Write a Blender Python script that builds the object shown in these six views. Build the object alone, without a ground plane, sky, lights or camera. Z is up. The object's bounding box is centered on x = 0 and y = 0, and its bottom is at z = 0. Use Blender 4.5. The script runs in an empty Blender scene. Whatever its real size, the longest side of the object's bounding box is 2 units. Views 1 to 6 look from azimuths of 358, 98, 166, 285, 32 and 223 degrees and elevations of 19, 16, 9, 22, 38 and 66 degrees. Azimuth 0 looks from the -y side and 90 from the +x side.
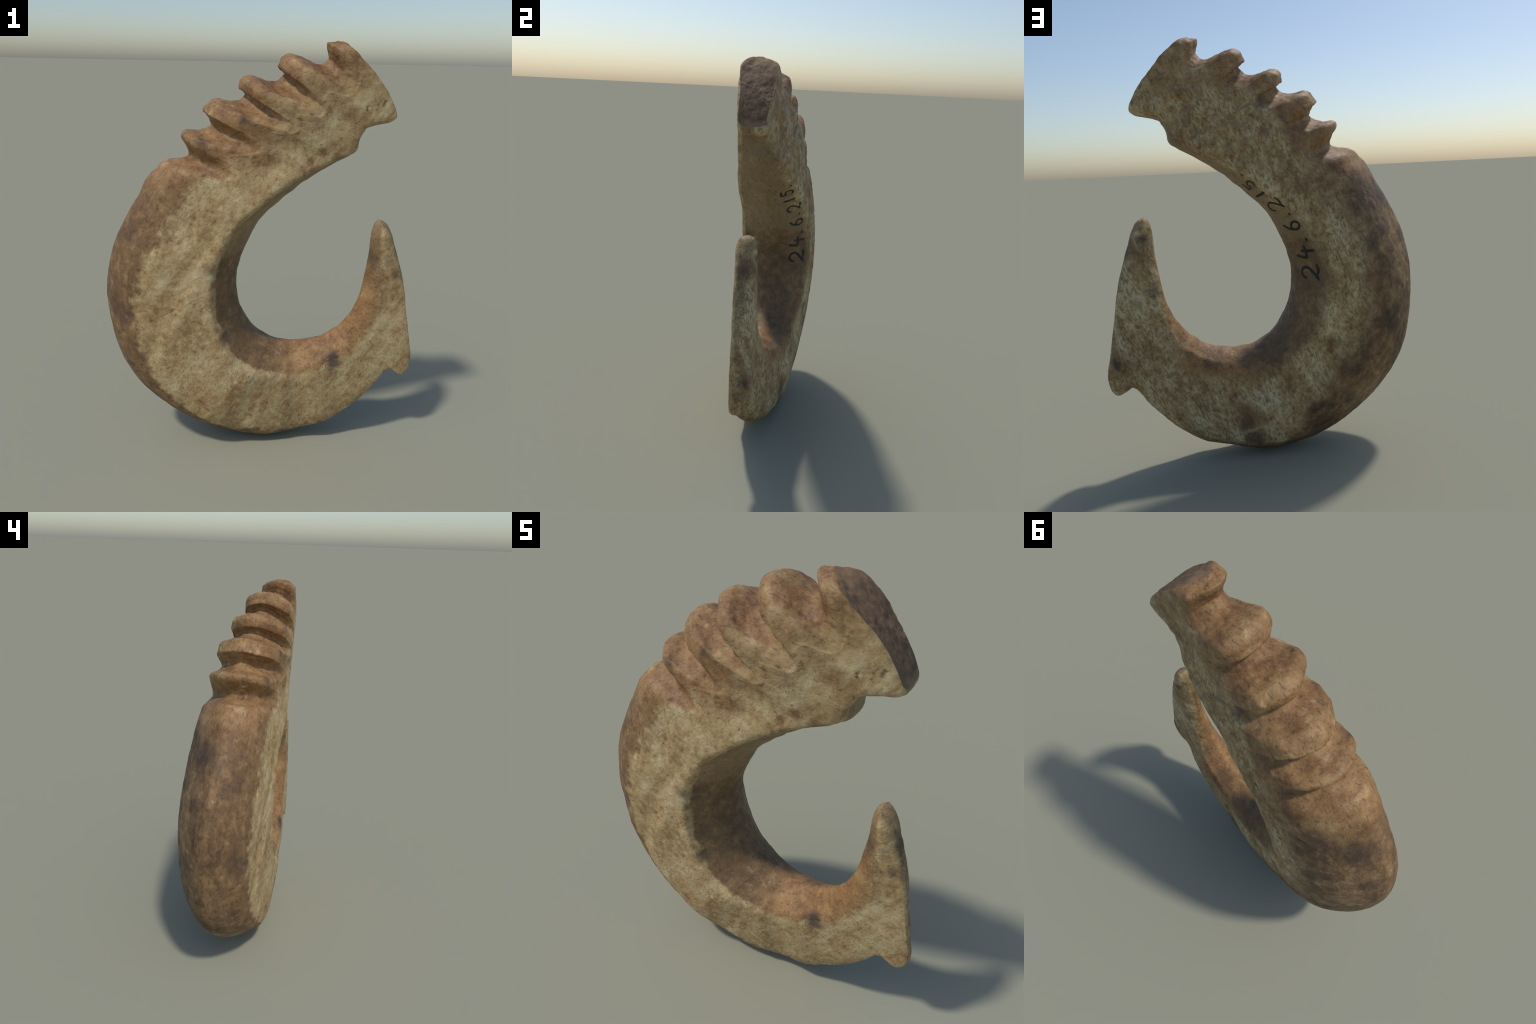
import bpy
import bmesh
import math
import random
import numpy as np
from mathutils import Vector, noise as mnoise
from mathutils.bvhtree import BVHTree

# ---------------------------------------------------------------------------
# A carved bone fish hook.  The body is one loft.  A station u runs from the
# tip of the point (0) round the foot (5.5), the bottom (9.5), the bend (13)
# and the shoulder (17) to the notched lashing end (17.5..25) and the flared
# head (26).  At each station a ruling goes from the INNER outline (the hole)
# to the OUTER outline, and carries a rounded eight-cornered cross-section.
# Control points are (u, x, z) in metres.
# ---------------------------------------------------------------------------
OUTER = [
    (0.00, 0.547, 1.194), (0.21, 0.576, 1.180), (0.57, 0.607, 1.137), (1.00, 0.629, 1.075),
    (1.53, 0.653, 1.001), (2.00, 0.674, 0.935), (2.48, 0.697, 0.850), (3.00, 0.715, 0.754),
    (3.51, 0.734, 0.648), (4.00, 0.754, 0.548), (4.54, 0.769, 0.483), (5.00, 0.770, 0.427),
    (5.30, 0.758, 0.380), (5.50, 0.734, 0.358), (5.66, 0.712, 0.365), (5.87, 0.689, 0.384),
    (6.00, 0.672, 0.389), (6.21, 0.648, 0.378), (6.49, 0.625, 0.351), (7.00, 0.587, 0.298),
    (7.35, 0.530, 0.232), (7.67, 0.474, 0.173), (8.00, 0.409, 0.124), (8.35, 0.325, 0.079),
    (8.67, 0.238, 0.060), (9.00, 0.152, 0.038), (9.34, 0.066, 0.026), (9.67, -0.019, 0.022),
    (10.00, -0.105, 0.031), (10.31, -0.206, 0.049), (10.66, -0.316, 0.091), (11.00, -0.416, 0.148),
    (11.72, -0.633, 0.340), (12.00, -0.695, 0.434), (12.36, -0.739, 0.538), (12.70, -0.761, 0.645),
    (13.00, -0.770, 0.741), (13.36, -0.774, 0.835), (13.68, -0.765, 0.919), (14.00, -0.746, 1.001),
    (14.35, -0.718, 1.089), (14.67, -0.679, 1.168), (15.00, -0.638, 1.246), (15.40, -0.598, 1.307),
    (15.73, -0.570, 1.360), (16.00, -0.542, 1.401), (16.26, -0.514, 1.428), (16.54, -0.484, 1.458),
    (16.71, -0.462, 1.469), (17.00, -0.418, 1.474), (17.23, -0.389, 1.481), (17.37, -0.371, 1.487),
    (17.50, -0.364, 1.501), (17.60, -0.368, 1.518), (17.78, -0.381, 1.544), (18.00, -0.397, 1.578),
    (18.14, -0.392, 1.599), (18.27, -0.374, 1.605), (18.64, -0.316, 1.606), (18.88, -0.279, 1.617),
    (19.00, -0.263, 1.628), (19.20, -0.265, 1.644), (19.65, -0.282, 1.675), (20.00, -0.297, 1.700),
    (20.10, -0.285, 1.717), (20.25, -0.264, 1.738), (20.37, -0.239, 1.744), (20.53, -0.207, 1.737),
    (20.73, -0.164, 1.734), (20.91, -0.128, 1.743), (21.00, -0.114, 1.756), (21.41, -0.120, 1.779),
    (22.00, -0.134, 1.809), (22.08, -0.131, 1.826), (22.22, -0.108, 1.845), (22.33, -0.083, 1.849),
    (22.47, -0.054, 1.839), (22.68, -0.008, 1.828), (22.88, 0.035, 1.830), (23.00, 0.055, 1.846),
    (23.44, 0.049, 1.873), (24.00, 0.038, 1.906), (24.08, 0.046, 1.923), (24.24, 0.080, 1.942),
    (24.39, 0.115, 1.936), (24.58, 0.157, 1.919), (24.80, 0.207, 1.900), (24.92, 0.236, 1.900),
    (25.00, 0.251, 1.914), (25.19, 0.252, 1.937), (25.47, 0.243, 1.969), (25.63, 0.244, 1.988),
    (25.77, 0.258, 1.990), (26.00, 0.278, 1.992),
]
INNER = [
    (0.00, 0.547, 1.194), (0.20, 0.531, 1.183), (0.53, 0.518, 1.151), (1.00, 0.513, 1.102),
    (1.48, 0.511, 1.045), (2.00, 0.507, 0.983), (2.53, 0.498, 0.911), (3.00, 0.490, 0.847),
    (3.71, 0.469, 0.769), (4.00, 0.455, 0.738), (4.56, 0.441, 0.707), (5.00, 0.426, 0.685),
    (5.50, 0.404, 0.654), (6.00, 0.381, 0.629), (7.00, 0.349, 0.604), (7.66, 0.296, 0.565),
    (8.00, 0.263, 0.553), (8.39, 0.222, 0.544), (9.00, 0.157, 0.534), (9.54, 0.109, 0.535),
    (10.00, 0.068, 0.539), (10.70, 0.008, 0.567), (11.00, -0.016, 0.580), (11.38, -0.042, 0.603),
    (12.00, -0.076, 0.649), (12.32, -0.097, 0.685), (12.68, -0.117, 0.725), (13.00, -0.129, 0.765),
    (13.42, -0.139, 0.826), (13.71, -0.141, 0.869), (14.00, -0.138, 0.912), (14.37, -0.128, 0.952),
    (15.00, -0.105, 1.020), (15.39, -0.067, 1.097), (15.74, -0.030, 1.165), (16.00, 0.008, 1.210),
    (16.64, 0.060, 1.268), (17.00, 0.088, 1.301), (17.50, 0.121, 1.330), (18.00, 0.160, 1.366),
    (18.46, 0.197, 1.392), (19.00, 0.240, 1.423), (20.00, 0.291, 1.454), (20.55, 0.325, 1.474),
    (21.00, 0.354, 1.489), (22.00, 0.381, 1.507), (22.37, 0.400, 1.520), (22.69, 0.410, 1.537),
    (23.00, 0.412, 1.557), (23.50, 0.418, 1.586), (24.00, 0.432, 1.611), (25.00, 0.463, 1.635),
    (25.42, 0.510, 1.646), (25.81, 0.550, 1.656), (26.00, 0.567, 1.668),
]


def hermite(points, u):
    """Smooth curve through the control points, limited tangents."""
    P = np.array(points)
    k, V = P[:, 0], P[:, 1:]
    h = np.diff(k)[:, None]
    d = np.diff(V, axis=0) / h
    m = np.empty_like(V)
    m[0], m[-1] = d[0], d[-1]
    m[1:-1] = (d[:-1] * h[1:] + d[1:] * h[:-1]) / (h[1:] + h[:-1])
    i = np.clip(np.searchsorted(k, u, side="right") - 1, 0, len(k) - 2)
    t = ((u - k[i]) / (k[i + 1] - k[i]))[:, None]
    hh = h[i]
    return ((2 * t**3 - 3 * t**2 + 1) * V[i] + (t**3 - 2 * t**2 + t) * hh * m[i]
            + (-2 * t**3 + 3 * t**2) * V[i + 1] + (t**3 - t**2) * hh * m[i + 1])


def keyed(table, u):
    """Monotone (pchip-like) interpolation of a (station, value) table."""
    K = np.array(table, float)
    k, v = K[:, 0], K[:, 1]
    h = np.diff(k)
    d = np.diff(v) / h
    m = np.zeros_like(v)
    m[0], m[-1] = d[0], d[-1]
    same = d[:-1] * d[1:] > 0
    m[1:-1][same] = 2 * d[:-1][same] * d[1:][same] / (d[:-1] + d[1:])[same]
    i = np.clip(np.searchsorted(k, u, side="right") - 1, 0, len(k) - 2)
    t = np.clip((u - k[i]) / h[i], 0, 1)
    return ((2 * t**3 - 3 * t**2 + 1) * v[i] + (t**3 - 2 * t**2 + t) * h[i] * m[i]
            + (-2 * t**3 + 3 * t**2) * v[i + 1] + (t**3 - t**2) * h[i] * m[i + 1])


def progress(u):
    """Stations re-timed by the way travelled along the notched arm, so that the
    short undercut sides of the knobs make no steps in the faces."""
    k = np.linspace(17, 26, 181)
    mid = 0.5 * (hermite(OUTER, k) + hermite(INNER, k)) @ np.array([0.776, 0.630])
    mid = np.convolve(np.r_[np.full(15, mid[0]), mid, np.full(15, mid[-1])], np.ones(31) / 31, "valid")
    way = np.maximum.accumulate(mid + 1e-5 * k)
    way = 17 + 9 * (way - way[0]) / (way[-1] - way[0])
    return np.where(u < 17, u, np.interp(u, k, way))


def eased(table, u):
    """keyed(), blurred along the hook so that no station shows as a kink."""
    out = np.zeros_like(u)
    paced = [(float(progress(np.array([k]))[0]), v) for k, v in table]
    for off, w in zip(np.linspace(-0.7, 0.7, 9), np.exp(-np.linspace(-1.5, 1.5, 9) ** 2)):
        out += w * keyed(paced, np.clip(progress(u) + off, table[0][0], table[-1][0]))
    return out / np.exp(-np.linspace(-1.5, 1.5, 9) ** 2).sum()


def smooth(a, b, x):
    t = np.clip((x - a) / (b - a), 0, 1)
    return t * t * (3 - 2 * t)


# cross-section tables: (station, metres)
BACK_OUTER = [(0, 0.012), (1, 0.014), (2, 0.012), (4, 0.014), (5, 0.014), (5.5, 0.01), (6, 0.022), (7, 0.055), (8, 0.085), (9, 0.117),
              (10, 0.152), (11, 0.187), (12, 0.218), (13, 0.231), (14, 0.224), (15, 0.213), (16, 0.197), (17, 0.18),
              (18, 0.165), (20, 0.158), (22, 0.12), (24, 0.1), (26, 0.062)]
BACK_INNER = [(0, 0.01), (1, 0.012), (3, 0.017), (5, 0.035), (6, 0.05), (7, 0.068), (8, 0.085), (9, 0.102), (10, 0.12),
              (11, 0.147), (12, 0.173), (13, 0.195), (14, 0.205), (15, 0.197), (16, 0.17), (18, 0.132), (20, 0.105), (22, 0.07),
              (24, 0.045), (26, 0.027)]
INNER_MID = [(0, -0.035), (4, -0.04), (7, -0.03), (9, -0.02), (10.5, -0.02), (12, -0.015), (13, -0.005), (14, 0.0), (15, 0.01), (16, 0.015), (17, -0.015), (20, -0.03), (26, -0.035)]
INNER_FLAT = [(0, 0.02), (4, 0.02), (8, 0.025), (10, 0.042), (11, 0.062), (13, 0.07), (15, 0.065), (17, 0.04), (20, 0.04), (26, 0.05)]
OUTER_MID = [(0, -0.035), (3, -0.045), (5, -0.042), (7, -0.03), (9, -0.018), (11, 0.0), (12, 0.0), (13, -0.02), (14, -0.03), (16, -0.035), (17, -0.03), (18, -0.015),
             (22, -0.025), (24, -0.04), (26, -0.055)]
OUTER_FLAT = [(0, 0.02), (3, 0.025), (5.5, 0.015), (7, 0.025), (8, 0.035), (9, 0.055), (11, 0.06), (12, 0.06), (14, 0.06), (17, 0.055), (18, 0.05), (24, 0.045), (26, 0.02)]
FRONT_BEVEL_IN = [(0, 0.05), (3, 0.07), (4.5, 0.078), (6, 0.08), (8, 0.09), (9, 0.11), (12, 0.14), (13.5, 0.12), (15, 0.13),
                  (16, 0.1), (18, 0.08), (20, 0.05), (22, 0.025), (26, 0.02)]
BACK_BEVEL_IN = [(0, 0.035), (3, 0.045), (5, 0.06), (6, 0.07), (8, 0.06), (9, 0.065), (10, 0.06), (11, 0.072), (12, 0.092), (13, 0.098),
                 (14, 0.115), (15, 0.12), (16, 0.085), (18, 0.06), (20, 0.05), (22, 0.04), (26, 0.03)]
FRONT_BEVEL_OUT = [(0, 0.03), (2, 0.02), (4, 0.015), (7, 0.02), (8, 0.035), (9, 0.052), (10, 0.088), (11, 0.115), (13, 0.11), (14, 0.122), (15, 0.115),
                   (17, 0.09), (18, 0.065), (19, 0.11), (20, 0.125), (24, 0.11), (25, 0.08), (26, 0.055)]
BACK_BEVEL_OUT = [(0, 0.04), (2, 0.05), (4, 0.05), (5.5, 0.05), (7, 0.08), (8, 0.085), (9, 0.09), (10, 0.115), (11, 0.16), (12, 0.205), (14, 0.22), (16, 0.19),
                  (18, 0.115), (20, 0.11), (22, 0.075), (24, 0.07), (26, 0.08)]
# how deep each station sits in one of the five lashing grooves (0 crest, 1 floor)
GROOVE = [(16.6, 0), (17, 0.35), (17.5, 1), (18, 0.12), (18.3, 0), (18.7, 0.45), (19, 1), (19.8, 0.15), (20.2, 0), (20.6, 0.5), (21, 1),
          (21.9, 0.15), (22.2, 0), (22.6, 0.45), (23, 0.9), (23.9, 0.15), (24.2, 0), (24.7, 0.25), (25, 0.45), (25.6, 0.05), (26, 0)]


BACK_SWELL = [(0, 0), (8, 0), (10, -0.008), (12, 0.0), (13, 0.012), (15, 0.012), (17, 0.004), (20, 0.012), (23, 0.016), (25, 0.012), (26, 0.004)]


def front_y(x, z):
    base = np.interp(x, [-0.8, -0.5, -0.25, -0.05, 0.1, 0.2, 0.4, 0.6, 0.8], [-0.192, -0.205, -0.218, -0.214, -0.188, -0.163, -0.12, -0.088, -0.064])
    base = base + 0.016 * smooth(1.0, 1.25, z) * (1 - smooth(-0.3, -0.08, x))
    base = base + 0.033 * (1 - smooth(0.34, 0.47, z)) * smooth(-0.32, -0.12, x) * (1 - smooth(0.15, 0.33, x))
    base = base + 0.007 * (1 - smooth(-0.45, -0.3, x)) * smooth(0.6, 0.8, z)
    return base + 0.014 * (1 - smooth(0.15, 0.5, z)) * smooth(-0.3, 0, x) * (1 - smooth(0.35, 0.6, x)) + 0.016 * smooth(1.45, 1.6, z) * (1 - smooth(-0.2, 0.02, x)) - 0.010 * smooth(1.2, 1.6, z) * smooth(-0.1, 0.1, x)


# ------------------------------------------------------------ stations
u_fine = np.linspace(0, 26, 26001)
o_fine = hermite(OUTER, u_fine)
i_fine = hermite(INNER, u_fine)
step = np.hypot(*np.diff(o_fine, axis=0).T) + 0.6 * np.hypot(*np.diff(i_fine, axis=0).T) + 2e-5
run = np.r_[0, np.cumsum(step)]
N = 1300
U = np.interp(np.linspace(0, run[-1], N), run, u_fine)
U[0] = 0.012
O = hermite(OUTER, U)
O[:, 1] -= 0.024 * np.exp(-(((U - 9.7) / 1.1) ** 2))   # belly of the bottom
I = hermite(INNER, U)
I += np.outer(np.exp(-(((U - 15.9) / 0.7) ** 2)), (-0.006, 0.005))
L = np.hypot(*(O - I).T)
D = (O - I) / np.maximum(L, 1e-5)[:, None]
O += D * (0.021 * np.exp(-(((U - 11.4) / 0.75) ** 2)) + 0.001 * np.exp(-(((U - 13.2) / 1.2) ** 2)))[:, None]
L = np.hypot(*(O - I).T)
PERP = np.stack([D[:, 1], -D[:, 0]], 1)          # towards larger u at the head

# ------------------------------------------------------------ cross-sections
G = keyed(GROOVE, U)
G[U < 16.6] = 0
wf = np.minimum(eased(FRONT_BEVEL_IN, U), 0.42 * L)
wb = np.minimum(eased(BACK_BEVEL_IN, U), 0.42 * L)
of_ = np.minimum(eased(FRONT_BEVEL_OUT, U), 0.42 * L)
ob = np.minimum(eased(BACK_BEVEL_OUT, U), 0.42 * L)
wf *= 1 + 0.10 * np.array([mnoise.noise(Vector((u * 1.7, 3.1, 0))) for u in U]) + 0.02 * np.array([mnoise.noise(Vector((u * 4.0, 7.7, 0))) for u in U])
p1 = I + D * wf[:, None]
p2 = O - D * of_[:, None]
y1 = front_y(p1[:, 0], p1[:, 1])
y2 = front_y(p2[:, 0], p2[:, 1])
y5 = eased(BACK_INNER, U)
y4 = eased(BACK_OUTER, U)
yi, hi = eased(INNER_MID, U), eased(INNER_FLAT, U)
yo, ho = eased(OUTER_MID, U), eased(OUTER_FLAT, U)
S = np.stack([0 * L, wf, L - of_, L, L, L - ob, wb, 0 * L], 1)
Y = np.stack([yi - hi, y1, y2, yo - ho, yo + ho, y4, y5, yi + hi], 1)
tip = np.sqrt(np.clip(1 - (1 - U / 0.8) ** 2, 0, 1))
tip[U > 0.8] = 1
Y = -0.035 + (Y + 0.035) * tip[:, None]
rim_round = np.interp(U, [0, 5, 9, 10.5, 12, 16, 20, 26], [0.35, 0.35, 0.22, 0.12, 0.07, 0.07, 0.12, 0.1])
CUT = [0.5, rim_round, 0.36, 0.5, 0.5, 0.45, 0.22, 0.5]  # share of each edge taken by the corner's rounding
ROUND = [12, 12, 16, 14, 14, 18, 14, 12]
STRAIGHT = [6, 44, 8, 2, 8, 40, 6, 2]

swell = eased(BACK_SWELL, U)
ring_s, ring_y = [], []
CORNER_AT = []
for c in range(8):
    CORNER_AT.append(len(ring_s))
    a, n, p = (S[:, c], Y[:, c]), (S[:, (c + 1) % 8], Y[:, (c + 1) % 8]), (S[:, c - 1], Y[:, c - 1])
    enter = [a[k] + CUT[c] * (p[k] - a[k]) for k in (0, 1)]
    leave = [a[k] + CUT[c] * (n[k] - a[k]) for k in (0, 1)]
    for t in np.arange(ROUND[c]) / ROUND[c]:
        ring_s.append((1 - t) ** 2 * enter[0] + 2 * t * (1 - t) * a[0] + t * t * leave[0])
        ring_y.append((1 - t) ** 2 * enter[1] + 2 * t * (1 - t) * a[1] + t * t * leave[1])
    nc = (c + 1) % 8
    end = [n[k] + CUT[nc] * (a[k] - n[k]) for k in (0, 1)]
    if np.max(CUT[c] + CUT[nc]) < 0.999:
        for t in np.arange(STRAIGHT[c]) / STRAIGHT[c]:
            ring_s.append(leave[0] + t * (end[0] - leave[0]))
            ring_y.append(leave[1] + t * (end[1] - leave[1]) + (swell * math.sin(math.pi * t) ** 2 if c == 5 else 0))
ring_s, ring_y = np.array(ring_s).T, np.array(ring_y).T
M = ring_s.shape[1]
# each lashing groove pinches the section's outer part and fades out down the faces
crest = L[:, None] - ring_s
front_half = ring_y < yo[:, None]
fade = np.where(front_half, smooth(0.27, 0.02, crest), smooth(0.24, 0.02, crest))
pinch = np.where(front_half, 0.33, 0.29)
ring_y += (yo[:, None] - ring_y) * pinch * fade * G[:, None]


def place(station, s, y):
    """Point of a section: along the ruling, bowed near the head's fan-shaped end."""
    frac = np.clip(s / max(L[station], 1e-5), 0, 1)
    bow = 0.035 * smooth(24.3, 26, U[station]) * (1 - np.abs(2 * frac - 1) ** 2.1)
    xz = I[station] + D[station] * s[:, None] + PERP[station] * bow[:, None]
    return np.stack([xz[:, 0], y, xz[:, 1]], 1)


rings = [place(n, ring_s[n], ring_y[n]) for n in range(N)]
stations = list(U)
# end face of the head: rings shrinking to the middle of the last section
cs, cy = ring_s[-1].mean(), ring_y[-1].mean()
lip = 0.012                                              # rounding of the end face's rim
inward = np.stack([cs - ring_s[-1], cy - ring_y[-1]], 1)
reach = np.hypot(*inward.T)
inward /= reach[:, None]
for turn in np.linspace(0, math.pi / 2, 8)[1:]:
    d = lip * (1 - math.cos(turn))
    ring = place(N - 1, ring_s[-1] + inward[:, 0] * d, ring_y[-1] + inward[:, 1] * d)
    ring[:, [0, 2]] += PERP[-1] * lip * math.sin(turn)
    rings.append(ring)
    stations.append(26 + 0.001 * turn)
for k in np.linspace(0.97, 0.05, 36):
    rest = (reach - lip) * k
    ring = place(N - 1, cs - inward[:, 0] * rest, cy - inward[:, 1] * rest)
    ring[:, [0, 2]] += PERP[-1] * lip
    rings.append(ring)
    stations.append(26.01 + 0.01 * (1 - k))
V = np.array(rings).reshape(-1, 3)
R = len(rings)
tip_point = np.array([[0.547, -0.035, 1.195]])
end_point = rings[-1].mean(0)[None]
V = np.vstack([V, tip_point, end_point])
i0 = (np.arange(R - 1)[:, None] * M + np.arange(M)).ravel()
i1 = (np.arange(R - 1)[:, None] * M + (np.arange(M) + 1) % M).ravel()
quads = np.stack([i0, i1, i1 + M, i0 + M], 1)
tips = [(R * M, (k + 1) % M, k) for k in range(M)] + [(R * M + 1, (R - 1) * M + k, (R - 1) * M + (k + 1) % M) for k in range(M)]
faces = [tuple(q) for q in quads.tolist()] + tips


# ------------------------------------------------------------ relief of the worked bone
def body_mesh(name, verts):
    me = bpy.data.meshes.new(name)
    me.from_pydata(verts.tolist(), [], faces)
    me.update()
    return me


def normals_of(me):
    n = np.empty(len(me.vertices) * 3, np.float32)
    me.vertex_normals.foreach_get("vector", n)
    return n.reshape(-1, 3)


def outward(me):
    bm = bmesh.new()
    bm.from_mesh(me)
    bmesh.ops.recalc_face_normals(bm, faces=bm.faces)
    bm.to_mesh(me)
    bm.free()
    me.update()


smooth_body = body_mesh("smooth_body", V)
outward(smooth_body)
faces = [tuple(p.vertices) for p in smooth_body.polygons]
NRM = normals_of(smooth_body)
vert_u = np.r_[np.repeat(np.array(stations), M), 0, 26.02]
vert_ring = np.r_[np.tile(np.arange(M), R), 0, 0]


def field(scale, octaves, seed, squash=(1, 1, 1)):
    """Fractal noise sampled at every body vertex, about -1..1."""
    k = np.array(squash) * scale
    q = V * k + seed
    f = mnoise.fractal
    return np.array([f(p, 0.9, 2.1, octaves) for p in q.tolist()])


def near_line(points, width):
    """1 on a polyline in the x-z plane, falling off over width."""
    best = np.full(len(V), 9.0)
    for (x0, z0), (x1, z1) in zip(points[:-1], points[1:]):
        d = np.array([x1 - x0, z1 - z0])
        t = np.clip(((V[:, 0] - x0) * d[0] + (V[:, 2] - z0) * d[1]) / (d @ d), 0, 1)
        best = np.minimum(best, np.hypot(V[:, 0] - x0 - t * d[0], V[:, 2] - z0 - t * d[1]))
    return np.exp(-((best / width) ** 2))


front_side = smooth(0.5, 0.9, -NRM[:, 1])
back_side = smooth(0.3, 0.8, NRM[:, 1])
outer_ring = ((vert_ring >= CORNER_AT[2]) & (vert_ring <= CORNER_AT[6])).astype(float)
knobs = smooth(17.2, 18, vert_u) * outer_ring
end_face = smooth(26.005, 26.012, vert_u)

dent = 0.0030 * field(5, 3, 11.3)                       # shallow hand-worked facets
dent += 0.0014 * field(26, 3, 4.7)
dent += 0.0045 * knobs * (field(16, 3, 8.1) - 0.5)              # uneven worn knobs
dent += 0.0016 * end_face * field(34, 3, 2.2)           # rough broken end
dent += 0.0016 * outer_ring * field(45, 3, 9.4, (1, 1, 0.35)) * smooth(11, 13, vert_u)
FOLD = [(-0.572, 0.493), (-0.477, 0.742), (-0.426, 0.884), (-0.351, 1.0), (-0.253, 1.126)]
dent -= 0.0045 * front_side * near_line(FOLD, 0.042)
dent += 0.003 * front_side * near_line([(-0.505, 0.53), (-0.40, 0.76), (-0.345, 0.88)], 0.03)
dent += 0.0025 * front_side * near_line([(-0.53, 0.94), (-0.46, 1.18)], 0.022)
dent -= 0.0050 * back_side * near_line([(-0.10, 1.39), (-0.25, 1.325), (-0.33, 1.30), (-0.42, 1.262)], 0.006)
dent -= 0.0030 * back_side * near_line([(-0.30, 1.16), (-0.45, 1.10)], 0.010)
for x0, z0, x1, z1 in ((-0.40, 1.02, -0.17, 1.21), (-0.42, 1.10, -0.30, 1.16), (-0.13, 1.50, -0.12, 1.56), (-0.55, 0.72, -0.42, 0.79)):
    dent -= 0.0010 * front_side * near_line([(x0, z0), (x1, z1)], 0.0035)        # cutting scratches

PITS = [(0.430, -0.127, 1.723, 0.005, 0.006), (0.512, -0.116, 1.746, 0.006, 0.003),
        (-0.362, -0.054, 1.490, 0.013, 0.012), (-0.488, -0.180, 1.329, 0.012, 0.006), (-0.500, -0.180, 1.305, 0.010, 0.005),
        (-0.548, -0.196, 1.119, 0.010, 0.003), (-0.245, -0.205, 0.982, 0.015, 0.006), (-0.180, -0.213, 1.177, 0.014, 0.007),
        (0.535, -0.10, 1.70, 0.006, 0.003), (0.72, 0.006, 0.527, 0.012, 0.003)]
rng = random.Random(5)
for _ in range(60):                                     # weathering pits on the spine
    k = rng.randrange(0, N)
    if 12.5 < U[k] < 16.2:
        j = rng.randrange(CORNER_AT[3] - 6, CORNER_AT[5] + 6)
        p = V[k * M + j]
        PITS.append((*p, rng.uniform(0.006, 0.013), rng.uniform(0.002, 0.005)))
for x, y, z, size, depth in PITS:
    d2 = ((V - (x, y, z)) ** 2).sum(1)
    dent -= depth * np.exp(-d2 / size**2)
V = V + NRM * dent[:, None]
V[:, 2] -= V[:, 2].min()

body = body_mesh("body", V)
body.polygons.foreach_set("use_smooth", [True] * len(body.polygons))
NRM = normals_of(body)

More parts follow.
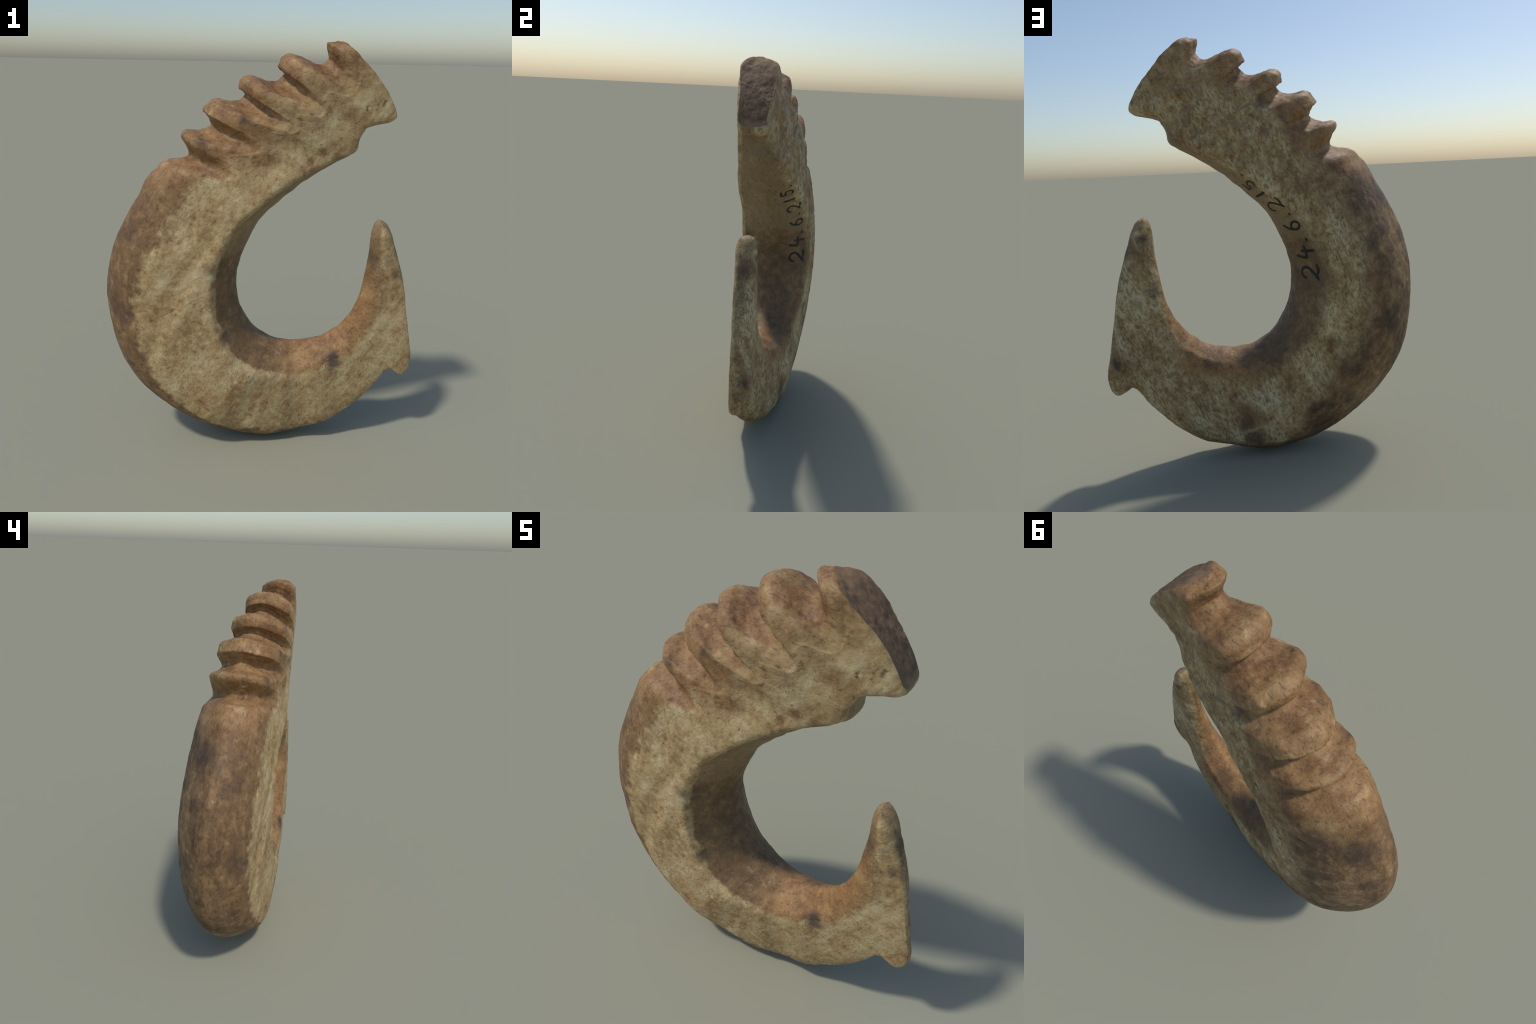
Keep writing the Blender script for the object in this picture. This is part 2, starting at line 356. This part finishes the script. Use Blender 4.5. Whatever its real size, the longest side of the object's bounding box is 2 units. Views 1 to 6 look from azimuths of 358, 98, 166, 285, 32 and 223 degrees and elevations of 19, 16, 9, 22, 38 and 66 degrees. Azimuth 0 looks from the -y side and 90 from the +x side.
# ------------------------------------------------------------ materials
class Nodes:
    """Small helper that writes node graphs as expressions."""

    def __init__(self, name):
        self.mat = bpy.data.materials.new(name)
        self.mat.use_nodes = True
        self.t = self.mat.node_tree
        self.bsdf = self.t.nodes["Principled BSDF"]

    def put(self, socket, v):
        if isinstance(v, bpy.types.NodeSocket):
            self.t.links.new(v, socket)
        elif isinstance(v, (tuple, list)) and len(v) == 3 and socket.type == "RGBA":
            socket.default_value = (*v, 1)
        else:
            socket.default_value = v

    def math(self, op, a, b=0.0, clamp=False):
        n = self.t.nodes.new("ShaderNodeMath")
        n.operation, n.use_clamp = op, clamp
        self.put(n.inputs[0], a)
        self.put(n.inputs[1], b)
        return n.outputs[0]

    def add(self, a, b): return self.math("ADD", a, b)
    def sub(self, a, b): return self.math("SUBTRACT", a, b)
    def mul(self, a, b): return self.math("MULTIPLY", a, b)
    def lower(self, a, b): return self.math("MINIMUM", a, b)
    def upper(self, a, b): return self.math("MAXIMUM", a, b)
    def inv(self, a): return self.math("SUBTRACT", 1.0, a)

    def vec(self, op, a, b):
        n = self.t.nodes.new("ShaderNodeVectorMath")
        n.operation = op
        self.put(n.inputs[0], a)
        self.put(n.inputs[1], b)
        return n.outputs["Value"] if op in ("DISTANCE", "DOT_PRODUCT", "LENGTH") else n.outputs["Vector"]

    def step(self, x, lo, hi, out0=0.0, out1=1.0):
        n = self.t.nodes.new("ShaderNodeMapRange")
        n.interpolation_type = "SMOOTHSTEP"
        self.put(n.inputs["Value"], x)
        if lo > hi:
            lo, hi, out0, out1 = hi, lo, out1, out0
        for key, v in (("From Min", lo), ("From Max", hi), ("To Min", out0), ("To Max", out1)):
            n.inputs[key].default_value = v
        return n.outputs["Result"]

    def noise(self, vec, scale, detail=4.0, rough=0.55, color=False):
        n = self.t.nodes.new("ShaderNodeTexNoise")
        self.put(n.inputs["Vector"], vec)
        n.inputs["Scale"].default_value = scale
        n.inputs["Detail"].default_value = detail
        n.inputs["Roughness"].default_value = rough
        return n.outputs["Color" if color else "Fac"]

    def mix(self, fac, a, b, mode="MIX"):
        n = self.t.nodes.new("ShaderNodeMix")
        n.data_type, n.blend_type = "RGBA", mode
        self.put(n.inputs["Factor"], fac)
        self.put(n.inputs["A"] if False else n.inputs[6], a)
        self.put(n.inputs[7], b)
        return n.outputs[2]

    def ramp(self, fac, *stops):
        n = self.t.nodes.new("ShaderNodeValToRGB")
        e = n.color_ramp.elements
        while len(e) < len(stops):
            e.new(0.5)
        for el, (pos, col) in zip(e, stops):
            el.position, el.color = pos, (*col, 1)
        self.put(n.inputs["Fac"], fac)
        return n.outputs["Color"]

    def stretched(self, vec, rotation, scale):
        n = self.t.nodes.new("ShaderNodeMapping")
        n.vector_type = "TEXTURE"
        self.put(n.inputs["Vector"], vec)
        n.inputs["Rotation"].default_value = rotation
        n.inputs["Scale"].default_value = scale
        return n.outputs["Vector"]

    def xyz(self, vec):
        n = self.t.nodes.new("ShaderNodeSeparateXYZ")
        self.put(n.inputs[0], vec)
        return n.outputs

    def join(self, x, y, z):
        n = self.t.nodes.new("ShaderNodeCombineXYZ")
        for s, v in zip(n.inputs, (x, y, z)):
            self.put(s, v)
        return n.outputs[0]

    def position(self):
        return self.t.nodes.new("ShaderNodeTexCoord").outputs["Object"]

    def bump(self, height, distance, strength=1.0):
        n = self.t.nodes.new("ShaderNodeBump")
        n.inputs["Strength"].default_value = strength
        n.inputs["Distance"].default_value = distance
        self.put(n.inputs["Height"], height)
        self.put(self.bsdf.inputs["Normal"], n.outputs["Normal"])


# stains: place, reach, strength   (dark grey-violet, or rusty brown)
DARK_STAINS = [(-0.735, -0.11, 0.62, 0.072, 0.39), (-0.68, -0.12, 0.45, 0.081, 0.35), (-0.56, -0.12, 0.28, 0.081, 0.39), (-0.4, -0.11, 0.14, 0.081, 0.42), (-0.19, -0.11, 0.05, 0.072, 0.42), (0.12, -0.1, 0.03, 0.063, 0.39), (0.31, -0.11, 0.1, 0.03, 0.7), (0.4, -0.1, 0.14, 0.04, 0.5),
               (0.344, -0.129, 0.488, 0.05, 1), (0.356, -0.129, 0.455, 0.042, 0.9), (-0.117, -0.189, 1.665, 0.034, 0.8), (-0.289, -0.178, 1.565, 0.045, 0.55),
               (-0.245, -0.215, 1.57, 0.05, 0.3), (0.525, -0.1, 1.74, 0.012, 0.9), (0.43, -0.127, 1.723, 0.01, 0.9), (0.505, -0.115, 1.745, 0.011, 0.8),
               (-0.193, -0.185, 0.651, 0.045, 0.7), (-0.235, -0.18, 0.985, 0.04, 0.6), (-0.66, -0.17, 0.74, 0.06, 0.6), (-0.488, -0.18, 1.325, 0.022, 0.7),
               (0.645, -0.07, 0.93, 0.04, 0.7), (0.61, -0.085, 0.99, 0.03, 0.45), (0.66, -0.05, 0.93, 0.05, 0.6), (0.62, -0.04, 1.06, 0.06, 0.55), (0.6, -0.085, 1.03, 0.035, 0.35),
               (0.715, 0.004, 0.527, 0.03, 1), (0.735, -0.03, 0.535, 0.03, 0.7), (0.112, 0.055, 0.5, 0.059, 0.52), (0.03, 0.06, 0.535, 0.063, 0.28), (0.27, 0.035, 0.53, 0.06, 0.35),
               (0.104, 0.1, 0.1, 0.055, 0.8), (0.148, 0.12, 0.19, 0.05, 0.55), (-0.597, 0.166, 0.617, 0.045, 0.75), (-0.475, 0.195, 1.035, 0.055, 0.6), (-0.522, 0.168, 1.074, 0.06, 0.6),
               (-0.45, 0.15, 1.29, 0.068, 0.35), (0.568, 0.013, 1.09, 0.035, 0.8), (0.535, 0.012, 0.86, 0.045, 0.55), (0.6, 0.012, 0.8, 0.03, 0.4), (0, 0.112, 1.68, 0.035, 0.7),
               (-0.36, -0.054, 1.488, 0.018, 1), (-0.6, 0.06, 1.25, 0.077, 0.42), (-0.7, 0.06, 1.05, 0.072, 0.35), (-0.62, -0.02, 1.24, 0.05, 0.4), (-0.7, -0.12, 0.77, 0.06, 0.55),
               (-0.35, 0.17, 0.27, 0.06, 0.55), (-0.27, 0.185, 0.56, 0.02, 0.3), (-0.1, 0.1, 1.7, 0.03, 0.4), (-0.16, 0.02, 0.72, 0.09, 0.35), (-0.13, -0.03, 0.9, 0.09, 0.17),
               (-0.17, -0.1, 0.62, 0.072, 0.32), (0.42, 0.03, 0.62, 0.04, 0.4), (-0.2, 0.02, 0.05, 0.072, 0.24), (-0.72, -0.08, 0.55, 0.081, 0.28), (0.53, -0.06, 1, 0.04, 0.4)]
RUST_STAINS = [(0.239, -0.162, 1.535, 0.030, 0.8), (0.177, -0.169, 1.493, 0.024, 0.8), (-0.261, 0.186, 0.545, 0.042, 0.9), (0.148, 0.124, 0.225, 0.085, 0.75), (0.712, 0.004, 0.535, 0.07, 0.7),
               (-0.015, 0.143, 1.550, 0.040, 0.8), (-0.273, -0.215, 0.994, 0.04, 0.6), (-0.245, -0.21, 0.90, 0.03, 0.6), (-0.484, -0.196, 1.25, 0.022, 0.6), (-0.548, -0.196, 1.119, 0.020, 0.7),
               (-0.25, -0.21, 0.85, 0.02, 0.5), (0.06, 0.11, 1.47, 0.05, 0.45), (0.36, -0.14, 1.70, 0.05, 0.45), (-0.096, 0.04, 1.06, 0.05, 0.5), (-0.30, -0.21, 0.60, 0.02, 0.5),
               (0.56, -0.085, 0.88, 0.05, 0.45), (0.27, -0.165, 1.56, 0.05, 0.35), (0.30, -0.15, 1.52, 0.035, 0.6), (0.57, 0.012, 1.03, 0.05, 0.6), (-0.45, 0.21, 0.85, 0.07, 0.4),
               (0.05, 0.09, 1.33, 0.03, 0.3), (0.22, -0.17, 1.66, 0.05, 0.3), (-0.35, 0.18, 0.36, 0.09, 0.4)]


def stain(g, where, stains):
    total = None
    for x, y, z, reach, strength in stains:
        m = g.step(g.vec("DISTANCE", where, (x, y, z)), reach * 1.25, reach * 0.25, 0.0, strength)
        total = m if total is None else g.upper(total, m)
    return total


def bone_material():
    g = Nodes("old_bone")
    P = g.position()
    # ragged borders: positions pushed about by noise before any mask is read
    push = g.vec("SUBTRACT", g.noise(P, 9, 4, 0.6, True), (0.5, 0.5, 0.5))
    W = g.vec("ADD", P, g.vec("MULTIPLY", push, (0.10, 0.035, 0.10)))
    fine_push = g.vec("SUBTRACT", g.noise(P, 34, 3, 0.6, True), (0.5, 0.5, 0.5))
    W = g.vec("ADD", W, g.vec("MULTIPLY", fine_push, (0.035, 0.016, 0.035)))
    x, y, z = g.xyz(W)
    # distance from the middle of the round hole, in the plane of the hook
    r = g.vec("DISTANCE", g.join(x, 0.0, z), (0.175, 0.0, 0.85))

    # --- noises: the grain of the spongy bone runs up to the right, the skin's grain round the hook
    slant = g.stretched(P, (0, -math.radians(62), 0), (0.30, 0.10, 0.085))
    trabecula = g.noise(slant, 1.0, 5, 0.62)
    slant_fine = g.stretched(P, (0, -math.radians(70), 0), (0.026, 0.010, 0.0080))
    dot = g.noise(P, 75, 2, 0.5)
    pore = g.noise(slant_fine, 1.0, 3, 0.6)
    px, py, pz = g.xyz(P)
    # angle round the hole; its seam points out through the hook's open gap
    dx, dz = g.sub(px, 0.175), g.sub(pz, 0.85)
    ca, sa = math.cos(math.radians(55)), math.sin(math.radians(55))
    turn = g.math("ARCTAN2", g.sub(g.mul(dx, sa), g.mul(dz, ca)), g.mul(g.add(g.mul(dx, ca), g.mul(dz, sa)), -1.0))
    rp = g.vec("DISTANCE", g.join(px, 0.0, pz), (0.175, 0.0, 0.85))
    round_grain = g.join(g.mul(rp, 20.0), g.mul(py, 22.0), g.mul(turn, 6.5))
    streak = g.noise(g.vec("ADD", round_grain, g.vec("MULTIPLY", push, (2.5, 2.5, 2.5))), 1.0, 5, 0.65)
    streak_fine = g.noise(round_grain, 4.0, 3, 0.6)
    cloud = g.noise(P, 4.5, 5, 0.6)
    cloud2 = g.noise(g.vec("ADD", P, (3.1, 1.7, 5.3)), 8.5, 5, 0.6)
    mottle = g.noise(P, 28, 4, 0.6)
    grit = g.noise(P, 110, 3, 0.6)

    # --- where the bone is cut open: the flat front, and part of the back
    front_depth = g.sub(y, g.add(-0.212, g.mul(g.upper(g.add(x, 0.04), 0.0), 0.178)))
    front_depth = g.sub(front_depth, g.mul(g.mul(g.step(z, 0.52, 0.36), g.step(x, -0.32, -0.12)), 0.036))
    cut_front = g.mul(g.step(front_depth, 0.028, 0.016), g.upper(g.step(r, 0.405, 0.435), g.step(x, 0.0, -0.10)))
    # upper left of a slanting line the front was worked down with the knobs
    knob_line = g.add(g.mul(g.sub(x, -0.05), -0.66), g.mul(g.sub(z, 1.56), 0.75))
    worked = g.mul(g.step(knob_line, 0.00, 0.13), g.step(z, 1.38, 1.47))
    band = g.mul(g.step(g.add(g.mul(g.sub(x, -0.1), 0.2), g.sub(z, 1.43)), 0.0, 0.05), g.step(knob_line, -0.15, -0.04))
    worked = g.upper(worked, g.mul(band, 0.92))
    front_pale = g.mul(cut_front, g.inv(g.mul(worked, 0.85)))

    back_plane = g.step(g.sub(y, g.add(0.135, g.mul(x, -0.20))), -0.055, -0.01)
    ring_in = g.step(r, 0.40, 0.47)
    ring_out = g.step(g.add(r, g.mul(g.step(x, -0.25, 0.05), -0.30)), 0.72, 0.54)
    cut_back = g.mul(back_plane, g.mul(ring_in, ring_out))
    arm_back = g.mul(g.mul(back_plane, g.step(z, 1.22, 1.36)), g.step(knob_line, 0.16, 0.02))
    hook_back = g.mul(g.step(x, 0.42, 0.52), g.step(y, -0.035, -0.012))
    cut_back = g.upper(cut_back, g.upper(g.mul(arm_back, 0.38), hook_back))
    hook_side = g.mul(g.step(x, 0.50, 0.60), g.step(z, 1.15, 0.95))

    # --- skin of the bone: brown, streaky; warmer on the knobs; tan to orange inside the hole
    tone = g.add(g.mul(streak, 0.50), g.add(g.mul(cloud, 0.45), g.mul(mottle, 0.20)))
    skin = g.ramp(tone, (0.44, (0.062, 0.040, 0.028)), (0.54, (0.142, 0.083, 0.040)), (0.62, (0.240, 0.142, 0.064)), (0.75, (0.37, 0.245, 0.118)))
    warm_tone = g.add(g.mul(cloud2, 0.6), g.add(g.mul(mottle, 0.3), g.mul(grit, 0.2)))
    warm = g.ramp(warm_tone, (0.41, (0.150, 0.075, 0.034)), (0.52, (0.255, 0.138, 0.056)), (0.63, (0.335, 0.200, 0.084)), (0.76, (0.45, 0.315, 0.148)))
    skin = g.mix(g.step(z, 1.26, 1.44), skin, warm)
    front_rim = g.mul(g.step(front_depth, 0.20, 0.06), g.step(x, -0.2, -0.5))
    skin = g.mix(g.mul(front_rim, 0.3), skin, warm)
    wall = g.step(r, 0.47, 0.43)
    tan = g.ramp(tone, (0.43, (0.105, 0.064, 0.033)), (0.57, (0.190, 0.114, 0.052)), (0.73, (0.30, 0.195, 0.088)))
    skin = g.mix(wall, skin, tan)
    arm_wall = g.mul(g.step(knob_line, -0.10, -0.22), g.step(z, 1.0, 1.15))
    skin = g.mix(arm_wall, skin, g.mix(0.45, tan, (0.40, 0.29, 0.15)))
    orange = g.mul(wall, g.mul(g.step(x, 0.02, 0.20), g.step(z, 1.02, 0.80)))
    skin = g.mix(orange, skin, g.ramp(warm_tone, (0.40, (0.150, 0.078, 0.038)), (0.54, (0.295, 0.158, 0.062)), (0.70, (0.41, 0.25, 0.105))))

    # --- open bone: cream to tan with dark pores along the grain
    sponge = g.noise(P, 58, 3, 0.6)
    pale_tone = g.add(g.mul(trabecula, 0.36), g.add(g.mul(cloud2, 0.26), g.add(g.mul(mottle, 0.24), g.mul(sponge, 0.20))))
    pale = g.ramp(pale_tone, (0.42, (0.275, 0.163, 0.069)), (0.50, (0.398, 0.265, 0.120)), (0.56, (0.482, 0.358, 0.178)), (0.65, (0.585, 0.475, 0.275)))
    pore_cut = g.add(g.add(0.36, g.mul(g.sub(cloud, 0.5), 0.30)), g.mul(g.step(z, 0.75, 0.45), 0.05))
    pores = g.step(g.sub(pore, pore_cut), 0.05, -0.08)
    dots = g.step(g.add(dot, g.mul(g.sub(cloud2, 0.5), 0.3)), 0.36, 0.26)
    pale = g.mix(g.mul(pores, 0.45), pale, (0.165, 0.102, 0.050))
    pale = g.mix(g.mul(dots, 0.60), pale, (0.120, 0.074, 0.038))
    back_pale = g.ramp(pale_tone, (0.43, (0.220, 0.130, 0.056)), (0.505, (0.370, 0.248, 0.114)), (0.56, (0.490, 0.375, 0.195)), (0.65, (0.64, 0.545, 0.345)))
    back_pore = g.step(g.sub(pore, g.add(0.455, g.mul(g.sub(cloud2, 0.5), 0.4))), 0.05, -0.10)
    back_pale = g.mix(g.mul(back_pore, 0.62), back_pale, (0.105, 0.068, 0.036))

    color = g.mix(g.upper(g.mul(cut_back, 0.92), g.mul(hook_side, 0.6)), skin, back_pale)
    color = g.mix(front_pale, color, pale)
    color = g.mix(g.mul(g.mul(cut_front, worked), 0.35), color, pale)

    # --- stains, fine specks, light scuffs
    color = g.mix(g.mul(stain(g, W, RUST_STAINS), 0.9), color, (0.155, 0.070, 0.028))
    color = g.mix(g.mul(stain(g, W, DARK_STAINS), 0.92), color, (0.062, 0.042, 0.038))
    speck = g.step(g.add(mottle, g.mul(g.sub(grit, 0.5), 0.5)), 0.36, 0.28)
    color = g.mix(g.mul(speck, 0.45), color, (0.10, 0.058, 0.034))
    streak_dark = g.mul(g.step(streak_fine, 0.45, 0.33), g.mul(g.inv(g.upper(front_pale, cut_back)), 0.6))
    color = g.mix(streak_dark, color, (0.085, 0.056, 0.040))
    scuff = g.mul(g.step(g.add(mottle, g.mul(g.sub(cloud, 0.5), 0.4)), 0.62, 0.76), 0.30)
    color = g.mix(scuff, color, (0.54, 0.42, 0.24))
    scratch = g.noise(g.stretched(P, (0, -math.radians(40), 0), (0.11, 0.02, 0.0045)), 1.0, 2, 0.5)
    color = g.mix(g.mul(g.step(scratch, 0.36, 0.27), 0.5), color, (0.13, 0.078, 0.038))
    g.put(g.bsdf.inputs["Base Color"], color)
    g.put(g.bsdf.inputs["Roughness"], g.step(mottle, 0.3, 0.7, 0.66, 0.52))
    g.bsdf.inputs["Specular IOR Level"].default_value = 0.32
    height = g.add(g.mul(grit, 0.5), g.add(g.mul(streak_fine, 0.5), g.mul(pores, -0.25)))
    fibre = g.noise(g.stretched(P, (0, -math.radians(48), 0), (0.05, 0.006, 0.0045)), 1.0, 3, 0.6)
    height = g.add(height, g.mul(fibre, 0.15))
    g.bump(height, 0.0035, 0.7)
    return g.mat


def end_material():
    g = Nodes("weathered_end_grain")
    P = g.position()
    n = g.noise(P, 30, 5, 0.65)
    m = g.noise(g.stretched(P, (0, 0, math.radians(20)), (0.09, 0.03, 0.03)), 1.0, 4, 0.6)
    tone = g.add(g.mul(n, 0.6), g.mul(m, 0.4))
    dark = g.ramp(tone, (0.34, (0.085, 0.054, 0.035)), (0.48, (0.150, 0.093, 0.054)), (0.60, (0.225, 0.142, 0.078)), (0.75, (0.32, 0.21, 0.115)))
    w = g.vec("ADD", P, g.vec("MULTIPLY", g.vec("SUBTRACT", g.noise(P, 16, 3, 0.6, True), (0.5, 0.5, 0.5)), (0.06, 0.06, 0.06)))
    x, y, z = g.xyz(w)
    chip = g.mul(g.step(z, 1.74, 1.68), 0.55)
    warm_top = g.mul(g.step(z, 1.93, 1.985), 0.75)
    g.put(g.bsdf.inputs["Base Color"], g.mix(warm_top, g.mix(chip, dark, (0.36, 0.26, 0.14)), (0.30, 0.18, 0.10)))
    g.bsdf.inputs["Roughness"].default_value = 0.75
    g.bsdf.inputs["Specular IOR Level"].default_value = 0.25
    g.bump(tone, 0.004, 0.6)
    return g.mat


def ink_material():
    g = Nodes("faded_black_ink")
    n = g.noise(g.position(), 120, 3, 0.6)
    g.put(g.bsdf.inputs["Base Color"], g.ramp(n, (0.35, (0.005, 0.005, 0.006)), (0.7, (0.014, 0.013, 0.013))))
    g.bsdf.inputs["Roughness"].default_value = 0.55
    return g.mat


BONE, END, INK = bone_material(), end_material(), ink_material()

# ------------------------------------------------------------ parts
hook = bpy.data.objects.new("fish_hook", None)
hook.empty_display_size = 0.2
hook["label"] = "carved old bone fish hook with notched shank and inked number"
hook["category"] = "fish hook"
bpy.context.collection.objects.link(hook)


def add_part(name, me, parent=hook):
    ob = bpy.data.objects.new(name, me)
    bpy.context.collection.objects.link(ob)
    ob.parent = parent
    return ob


face_idx = np.array([f if len(f) == 4 else (*f, f[0]) for f in faces])
face_u = vert_u[face_idx].mean(1)
face_ring = np.sort(vert_ring[face_idx], axis=1)[:, 1]
is_outer = (face_ring >= CORNER_AT[2]) & (face_ring < CORNER_AT[6])
region = np.full(len(faces), "shank", dtype=object)
region[face_u < 16.3] = "bend"
region[face_u < 4.3] = "point"
region[(face_u > 4.3) & (face_u < 6.1) & is_outer] = "barb"
for k, (lo, hi) in enumerate([(17.5, 19), (19, 21), (21, 23), (23, 25)]):
    region[(face_u > lo) & (face_u <= hi) & is_outer] = f"lashing_knob {k}"
region[face_u > 25] = "flared_head"
region[face_u > 26.0015] = "end_face"
for key in sorted(set(region)):
    pick = np.nonzero(region == key)[0]
    used, local = np.unique(face_idx[pick], return_inverse=True)
    local = local.reshape(-1, 4)
    polys = [tuple(q[:3]) if q[0] == q[3] else tuple(q) for q in local.tolist()]
    name = key.split(" ")[0]
    me = bpy.data.meshes.new(name)
    me.from_pydata(V[used].tolist(), [], polys)
    me.update()
    me.polygons.foreach_set("use_smooth", [True] * len(me.polygons))
    me.normals_split_custom_set_from_vertices([tuple(n) for n in NRM[used].tolist()])
    me.materials.append(END if name == "end_face" else BONE)
    add_part(name, me)

# ------------------------------------------------------------ inked number on the back of the inner wall
surface = BVHTree.FromPolygons(V.tolist(), faces)
arc = lambda cx, cy, rx, ry, a0, a1, n=14: [(cx + rx * math.cos(math.radians(a0 + (a1 - a0) * i / n)), cy + ry * math.sin(math.radians(a0 + (a1 - a0) * i / n))) for i in range(n + 1)]
GLYPHS = {   # pen strokes in a box about -0.5..0.5 wide and -0.5..0.5 high
    "two": [arc(0.0, 0.2, 0.34, 0.28, 165, -40) + [(0.05, -0.15), (-0.36, -0.42)], [(-0.38, -0.42), (-0.12, -0.36), (0.12, -0.47), (0.45, -0.40)]],
    "four": [[(-0.20, 0.48), (-0.30, 0.1), (-0.34, -0.08), (0.0, -0.10), (0.40, -0.06)], [(0.14, 0.12), (0.12, -0.15), (0.10, -0.5)]],
    "six": [[(0.28, 0.48), (-0.02, 0.30), (-0.26, -0.02)] + arc(0.0, -0.20, 0.30, 0.26, 160, 520, 22)],
    "one": [[(0.05, 0.42), (0.0, 0.0), (-0.05, -0.42)]],
    "five": [[(-0.22, 0.42), (-0.26, 0.10)] + arc(-0.02, -0.12, 0.32, 0.28, 120, -130), [(-0.22, 0.44), (0.05, 0.40), (0.30, 0.46)]],
    "stop": [[(-0.03, 0.0), (0.03, 0.01)]],
}
# glyph, centre, direction of writing (x, z), height, width, pen half-width
NUMBER = [("two", (-0.191, 0.131, 0.899), (0.05, 1.0), 0.105, 0.078, 0.0088), ("four", (-0.170, 0.125, 0.996), (0.15, 1.0), 0.095, 0.075, 0.0084),
          ("stop", (-0.169, 0.157, 1.058), (0.3, 1.0), 0.05, 0.05, 0.0082), ("six", (-0.119, 0.121, 1.123), (0.55, 1.0), 0.088, 0.066, 0.0068),
          ("stop", (-0.099, 0.138, 1.180), (0.6, 1.0), 0.05, 0.05, 0.0062), ("two", (-0.047, 0.104, 1.230), (0.85, 1.0), 0.088, 0.070, 0.0060),
          ("one", (0.013, 0.083, 1.281), (1.0, 0.9), 0.070, 0.05, 0.0072), ("five", (0.061, 0.077, 1.327), (1.0, 0.85), 0.082, 0.064, 0.0060),
          ("stop", (0.099, 0.098, 1.372), (1.0, 0.8), 0.05, 0.05, 0.0062)]


def pen_stroke(path, half, verts, polys):
    pts = [Vector(p) for p in path]
    dense = []
    for a, b in zip(pts[:-1], pts[1:]):
        k = max(2, int((b - a).length / 0.004))
        dense += [a.lerp(b, i / k) for i in range(k)]
    dense.append(pts[-1])
    for _ in range(3):
        dense = [dense[0]] + [(p + q * 2 + s) / 4 for p, q, s in zip(dense[:-2], dense[1:-1], dense[2:])] + [dense[-1]]
    start, cols, n = len(verts), 7, len(dense)
    along0, along1 = (dense[1] - dense[0]).normalized(), (dense[-1] - dense[-2]).normalized()
    dense = [dense[0] - along0 * half] + dense + [dense[-1] + along1 * half]
    n += 2
    for i, p in enumerate(dense):
        d = (dense[min(i + 1, n - 1)] - dense[max(i - 1, 0)]).normalized()
        hit, nrm, _, _ = surface.find_nearest(p)
        side = d.cross(nrm).normalized()
        w = half * (0.35 if i in (0, n - 1) else 1.0) * (1 + 0.18 * mnoise.noise(p * 60))
        for j in range(cols):
            t = 2 * j / (cols - 1) - 1
            h, m, _, _ = surface.find_nearest(hit + side * w * t)
            verts.append(tuple(h + m * (0.0020 * (1 - t * t) - 0.0004)))
    for i in range(n - 1):
        for j in range(cols - 1):
            a = start + i * cols + j
            polys.append((a, a + 1, a + cols + 1, a + cols))


for kind, centre, writing, height, width, half in NUMBER:
    spot, nrm, _, _ = surface.find_nearest(Vector(centre))
    along = Vector((writing[0], 0, writing[1]))
    along = (along - nrm * along.dot(nrm)).normalized()
    rise = nrm.cross(along).normalized()
    verts, polys = [], []
    for stroke in GLYPHS[kind]:
        pen_stroke([spot + along * (a * width) + rise * (b * height) for a, b in stroke], half, verts, polys)
    me = bpy.data.meshes.new("ink_dot" if kind == "stop" else "ink_numeral")
    me.from_pydata(verts, [], polys)
    me.update()
    me.polygons.foreach_set("use_smooth", [True] * len(me.polygons))
    me.materials.append(INK)
    add_part(me.name.split(".")[0], me)
for scrap in (smooth_body, body):
    bpy.data.meshes.remove(scrap)
